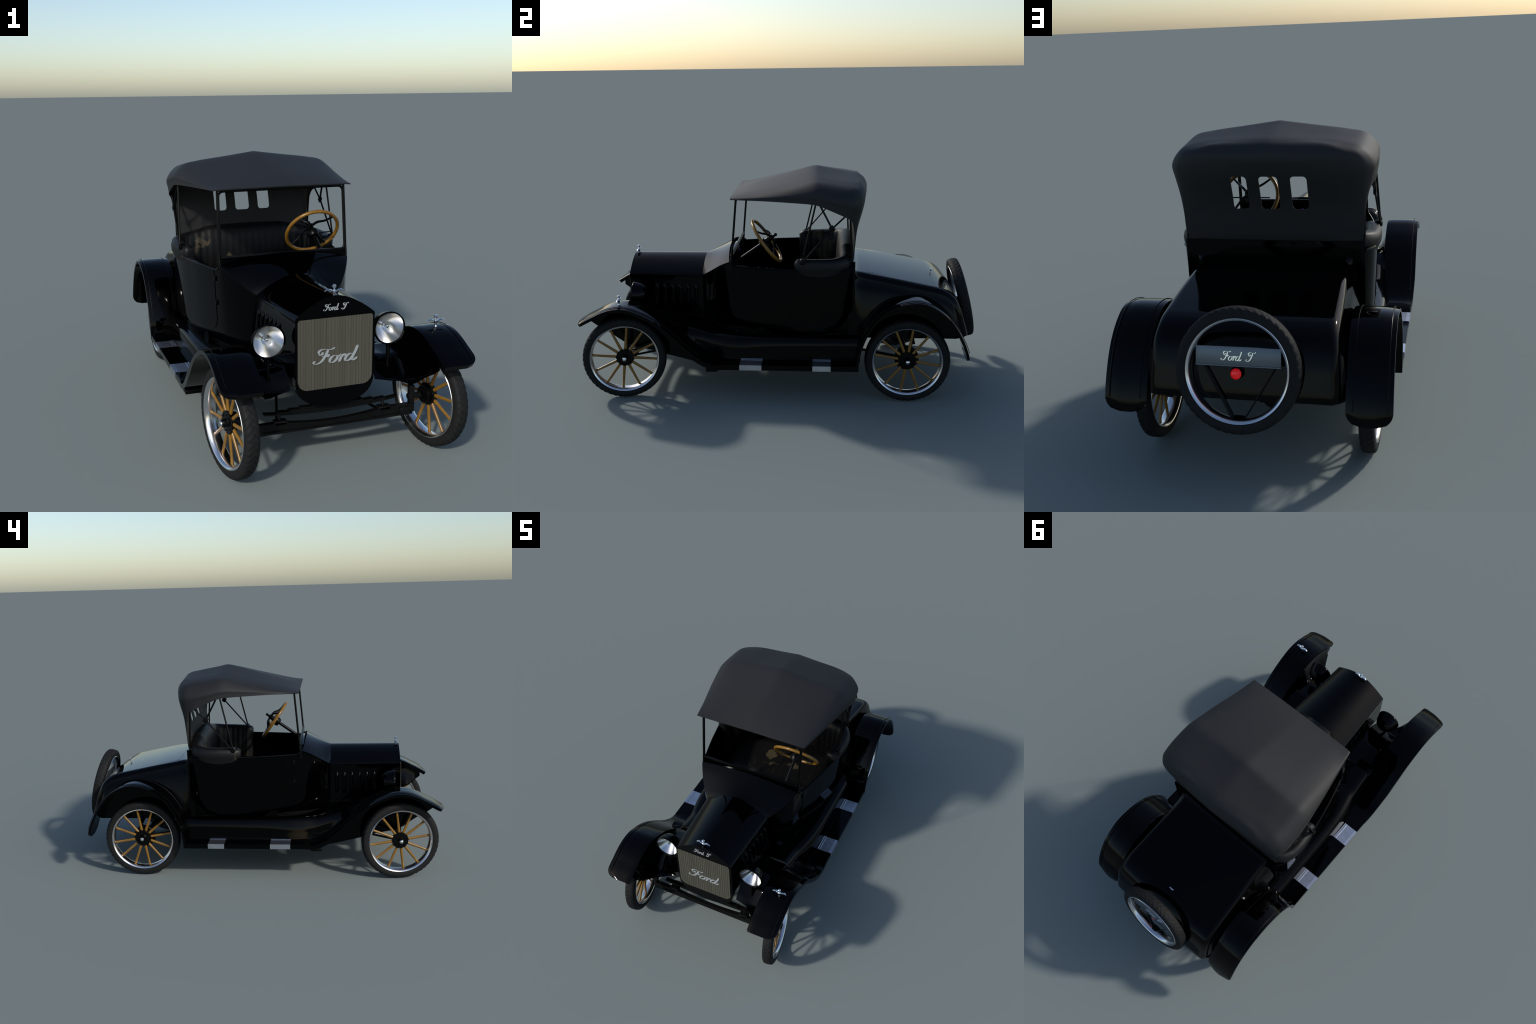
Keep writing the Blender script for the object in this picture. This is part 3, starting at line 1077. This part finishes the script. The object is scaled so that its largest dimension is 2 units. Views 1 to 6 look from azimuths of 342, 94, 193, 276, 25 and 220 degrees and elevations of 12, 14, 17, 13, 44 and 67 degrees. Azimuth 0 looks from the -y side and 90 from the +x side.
# ------------------------------------------------------------------ windscreen frame
def screen():
    def p(x, z): return (x, lerp(-.247, -.217, (z - .66) / .33), z)
    # rounded opening, swept bar
    pts = []
    for cx, cz, a0, r in ((.262, .962, 0, .022), (-.262, .962, 90, .022), (-.258, .730, 180, .028), (.258, .730, 270, .028)):
        for k in range(7):
            a = math.radians(a0 + 15 * k)
            pts.append(p(cx + r * math.cos(a), cz + r * math.sin(a)))
    fr = tube("windscreen_frame", pts, .0052, SATIN, car, 10, closed=True, flat=1.0)
    for s in (1, -1):
        po = tube("windscreen_post", [p(s * .288, .992), p(s * .289, .90), p(s * .290, .75), p(s * .290, .70), (s * .287, -.248, .655), (s * .284, -.25, .63)],
                  lambda t: .0052 + .004 * max(0, t - .75) * 4, SATIN, fr, 10, samples=30)
    slab("windscreen_rail", (0, -.2185, .9905), (.29, .006, .006), SATIN, fr, .002)
    slab("windscreen_rail", (0, -.245, .704), (.285, .005, .009), SATIN, fr, .002)
    low = [(.286 * k / 12, .650 + .040 * (1 - (abs(k) / 12) ** 1.85)) for k in range(-12, 13)]
    prism("windscreen_sill", low + [(.286, .706), (-.286, .706)], .006, lambda u, v, w: (u, -.252 + w, v), PAINT, fr)
    return fr
screen()

# ------------------------------------------------------------------ roof irons
def irons():
    piv = (.382, .109, .697)
    joint = (.375, .253, .861)
    tube("roof_iron", [piv, (.368, .176, .985)], .0044, SATIN, car, 8)
    tube("roof_iron", [(piv[0], piv[1] + .004, piv[2]), joint, (.366, .325, .928)], .0042, SATIN, car, 8)
    tube("roof_iron", [(.366, .188, .985), (.374, .250, .866)], .0048, SATIN, car, 8)
    tube("roof_iron", [(.352, .338, .93), (.346, .346, .80), (.344, .350, .692)], .0046, SATIN, car, 8)
    slab("iron_joint", joint, (.006, .012, .014), SATIN, car, .003, Matrix.Rotation(.6, 3, 'X'))
    lathe("iron_pivot", [(0, -.02), (.012, -.02), (.013, -.004), (.013, .006), (.009, .010), (0, .011)], SATIN, car, 20, (1, 0, 0), (.380, .109, .697))
before = set(bpy.data.objects)
irons()
for o in [o for o in bpy.data.objects if o not in before]: mirror_x(o)
# cross bows under the cloth
tube("roof_bow", [(.368, .178, .985), (.35, .178, 1.045), (.27, .178, 1.072), (0, .178, 1.100), (-.27, .178, 1.072), (-.35, .178, 1.045), (-.368, .178, .985)],
     .006, SATIN, car, 8, samples=40)

# ------------------------------------------------------------------ seat
def back_flat(t): return max(0, min(1, (t - .28) / .06))
def seat():
    # fluted U-shaped back pad following the tub rim
    half = [(.322, .078), (.345, .11), (.356, .16), (.360, .22), (.352, .275), (.325, .312), (.26, .325), (.13, .328), (0, .329)]
    path = half + [(-x, y) for x, y in reversed(half[:-1])]
    N = 181
    P = crom([(a, b, 0) for a, b in path], N)
    rings = []
    L = 0
    for i, p in enumerate(P):
        d = P[min(i + 1, N - 1)] - P[max(i - 1, 0)]
        d.normalize()
        if i: L += (P[i] - P[i - 1]).length
        out = Vector((d.y, -d.x, 0))  # towards outside
        t = min(i, N - 1 - i) / (N - 1)
        top = interp(t, [(0, .690), (.02, .704), (.16, .708), (.27, .728), (.34, .748), (.5, .752)])
        fl = lerp(.0030, .0014, back_flat(t)) * abs(math.sin(L * pi / .034)) if t > .03 else 0
        back = max(0, min(1, (t - .24) / .1))
        dz = top - .50
        thick = lerp(.030, .040, back)
        e = min(1, t / .015)
        sec = [(.030 * e + .004, .655), (.032 * e + .004, .68), (.026 * e + .004, top - .008), (.008, top), (-.012 * e, top - .002), (-thick * .75 * e - fl, top - .02),
               (-thick * e - fl, top - .06), (-thick * 1.15 * e - fl, top - .12), (-thick * 1.3 * e - fl, .45), (-.02, .40), (.0, .41), (.01, .60)]
        rings.append([p + out * o + Vector((0, 0, z)) for o, z in sec])
    sb = loft("seat_back", rings, LEATHER, car, True, True, 60)
    rows = []
    for i in range(41):
        x = lerp(-.325, .325, i / 40)
        rr = []
        for k in range(21):
            t = k / 20
            y = lerp(-.04, .310, t)
            ed = min(1, min(t, 1 - t) * 5) * min(1, min(i, 40 - i) / 4)
            z = .420 + .05 * math.sqrt(max(0, 1 - (1 - ed) ** 2)) + .003 * abs(math.sin(x * pi / .045)) + .01 * t
            rr.append((x * lerp(.90, 1.0, t), y, z))
        rows.append(rr)
    sheet("seat_cushion", rows, .004, LEATHER, car, 60)
    box("seat_box", (-.29, -.05, .352), (.32, .31, .425), SATIN, car, .004)
    return sb
seat()

# ------------------------------------------------------------------ steering
def steering():
    C = Vector((.199, -.0745, .7625))
    n = Vector((0, .816, .578)).normalized()
    u = Vector((1, 0, 0))
    v = n.cross(u).normalized()
    R = .1225
    rimpts = [C + u * (R * math.cos(2 * pi * k / 72)) + v * (R * math.sin(2 * pi * k / 72)) for k in range(72)]
    sw = tube("steering_wheel", rimpts, .0083, WOOD, car, 14, closed=True)
    for k in range(4):
        a = pi / 4 + k * pi / 2
        d = u * math.cos(a) + v * math.sin(a)
        tube("steering_spoke", [C + n * .030 + d * .01, C + n * .028 + d * .04, C + n * .010 + d * .075, C + d * (R - .002)],
             lambda t: lerp(.0065, .0042, t), SATIN, sw, 8, samples=14)
    lathe("steering_hub", [(0, -.035), (.020, -.035), (.026, -.025), (.026, -.008), (.016, -.004), (.013, .02), (.016, .026), (.016, .036), (.008, .040), (.007, .052), (.009, .056), (.005, .062), (0, .063)],
          SATIN, sw, 24, n, C)
    tube("steering_column", [C - n * .03, C - n * .30], .0095, SATIN, sw, 12)
    for s in (1, -1):
        tube("control_lever", [C - n * .02, C - n * .012 + u * (s * .05) + v * .0, C - n * .012 + u * (s * .085)], .003, SATIN, sw, 6, samples=8)
steering()

# ------------------------------------------------------------------ chassis and running gear
def chassis():
    P = []
    for s in (1, -1):
        P.append(box("chassis_frame", (s * .12 - .012, -.78, .272), (s * .12 + .012, .86, .308), GREASE, car, .003))
    P.append(box("chassis_frame", (-.13, .80, .275), (.13, .83, .305), GREASE, car, .003))
    P.append(box("chassis_frame", (-.13, -.77, .262), (.13, -.74, .300), GREASE, car, .003))
    fr = join("chassis_frame", P)
    # engine and pan
    loft("engine_pan", [[(x, y, z) for x, z in ((-w, .33), (-w, b + .03), (-w * .6, b), (w * .6, b), (w, b + .03), (w, .33))]
                        for y, w, b in ((-.74, .06, .27), (-.68, .09, .24), (-.40, .10, .235), (-.28, .10, .20), (-.12, .08, .20), (-.06, .04, .26))], GREASE, car, True, True, 40)
    box("engine_block", (-.075, -.70, .33), (.075, -.42, .54), GREASE, car, .01)
    # front axle, gently arched I-beam
    rings = []
    for i in range(25):
        x = lerp(-.335, .335, i / 24)
        zlo, zhi = .138, .163 + .018 * min(1, (x / .21) ** 2)
        zc, hh = (zlo + zhi) / 2, (zhi - zlo) / 2
        rings.append([(x, -.782 + dy, zc + dz * hh) for dy, dz in ((-.011, -1), (.011, -1), (.011, -.6), (.004, -.5), (.004, .5), (.011, .6), (.011, 1), (-.011, 1), (-.011, .6), (-.004, .5), (-.004, -.5), (-.011, -.6))])
    ax = loft("axle_beam", rings, GREASE, car, True, True, 30)
    for s in (1, -1):
        sx = s * .335
        slab("steering_knuckle", (sx, -.779, .200), (.010, .012, .055), GREASE, ax, .003)
        tube("steering_knuckle", [(s * .32, -.779, .208), (s * .375, -.779 , .2085)], .012, GREASE, ax, 12)
        slab("steering_knuckle", (s * .312, -.779, .158), (.03, .013, .012), GREASE, ax, .003)
        tube("spring_shackle", [(s * .215, -.775, .165), (s * .215, -.766, .212)], .007, GREASE, ax, 8)
        slab("spring_perch", (s * .215, -.777, .178), (.026, .016, .009), GREASE, ax, .004)
        tube("radius_rod", [(s * .225, -.770, .150), (s * .02, -.18, .215)], .006, GREASE, ax, 8)
    # transverse leaf springs (front, rear)
    def leaf_spring(y, z_end, z_mid, halves, par):
        obs = []
        for j, hw in enumerate(halves):
            rows = []
            for i in range(21):
                x = lerp(-hw, hw, i / 20)
                z = z_mid + (z_end - z_mid) * (x / halves[0]) ** 2 + j * .0068
                rows.append([(x, y - .012, z), (x, y + .012, z)])
            obs.append(sheet("leaf_spring", rows, .0058, GREASE, par, 30))
        return join("leaf_spring", obs)
    leaf_spring(-.762, .214, .198, (.276, .225, .175, .130, .085), car)
    leaf_spring(.66, .262, .292, (.30, .24, .18, .12), car)
    # rear axle
    ra = tube("drive_axle", [(-.385, .624, .2085), (.385, .624, .2085)], .014, GREASE, car, 14)
    lathe("differential", [(0, -.05), (.02, -.05), (.045, -.03), (.058, -.008), (.058, .008), (.045, .03), (.02, .05), (0, .05)], GREASE, ra, 28, (1, 0, 0), (0, .624, .2085))
    for s in (1, -1):
        lathe("brake_drum", [(0, -.012), (.056, -.012), (.060, -.008), (.060, .008), (.056, .012), (0, .012)], GREASE, ra, 32, (1, 0, 0), (s * .36, .624, .2085))
        tube("radius_rod", [(s * .34, .60, .205), (s * .04, -.05, .215)], .007, GREASE, ra, 8)
        tube("spring_shackle", [(s * .30, .655, .262), (s * .31, .635, .215)], .007, GREASE, ra, 8)
    tube("drive_shaft", [(0, .58, .210), (0, -.08, .235)], .016, GREASE, car, 12)
    lathe("muffler", [(0, -.12), (.035, -.115), (.035, .115), (0, .12)], GREASE, car, 20, (0, 1, 0), (-.085, .72, .272))
chassis()

for o in bpy.data.objects:
    if o is not car and o.parent is None:
        o.parent = car
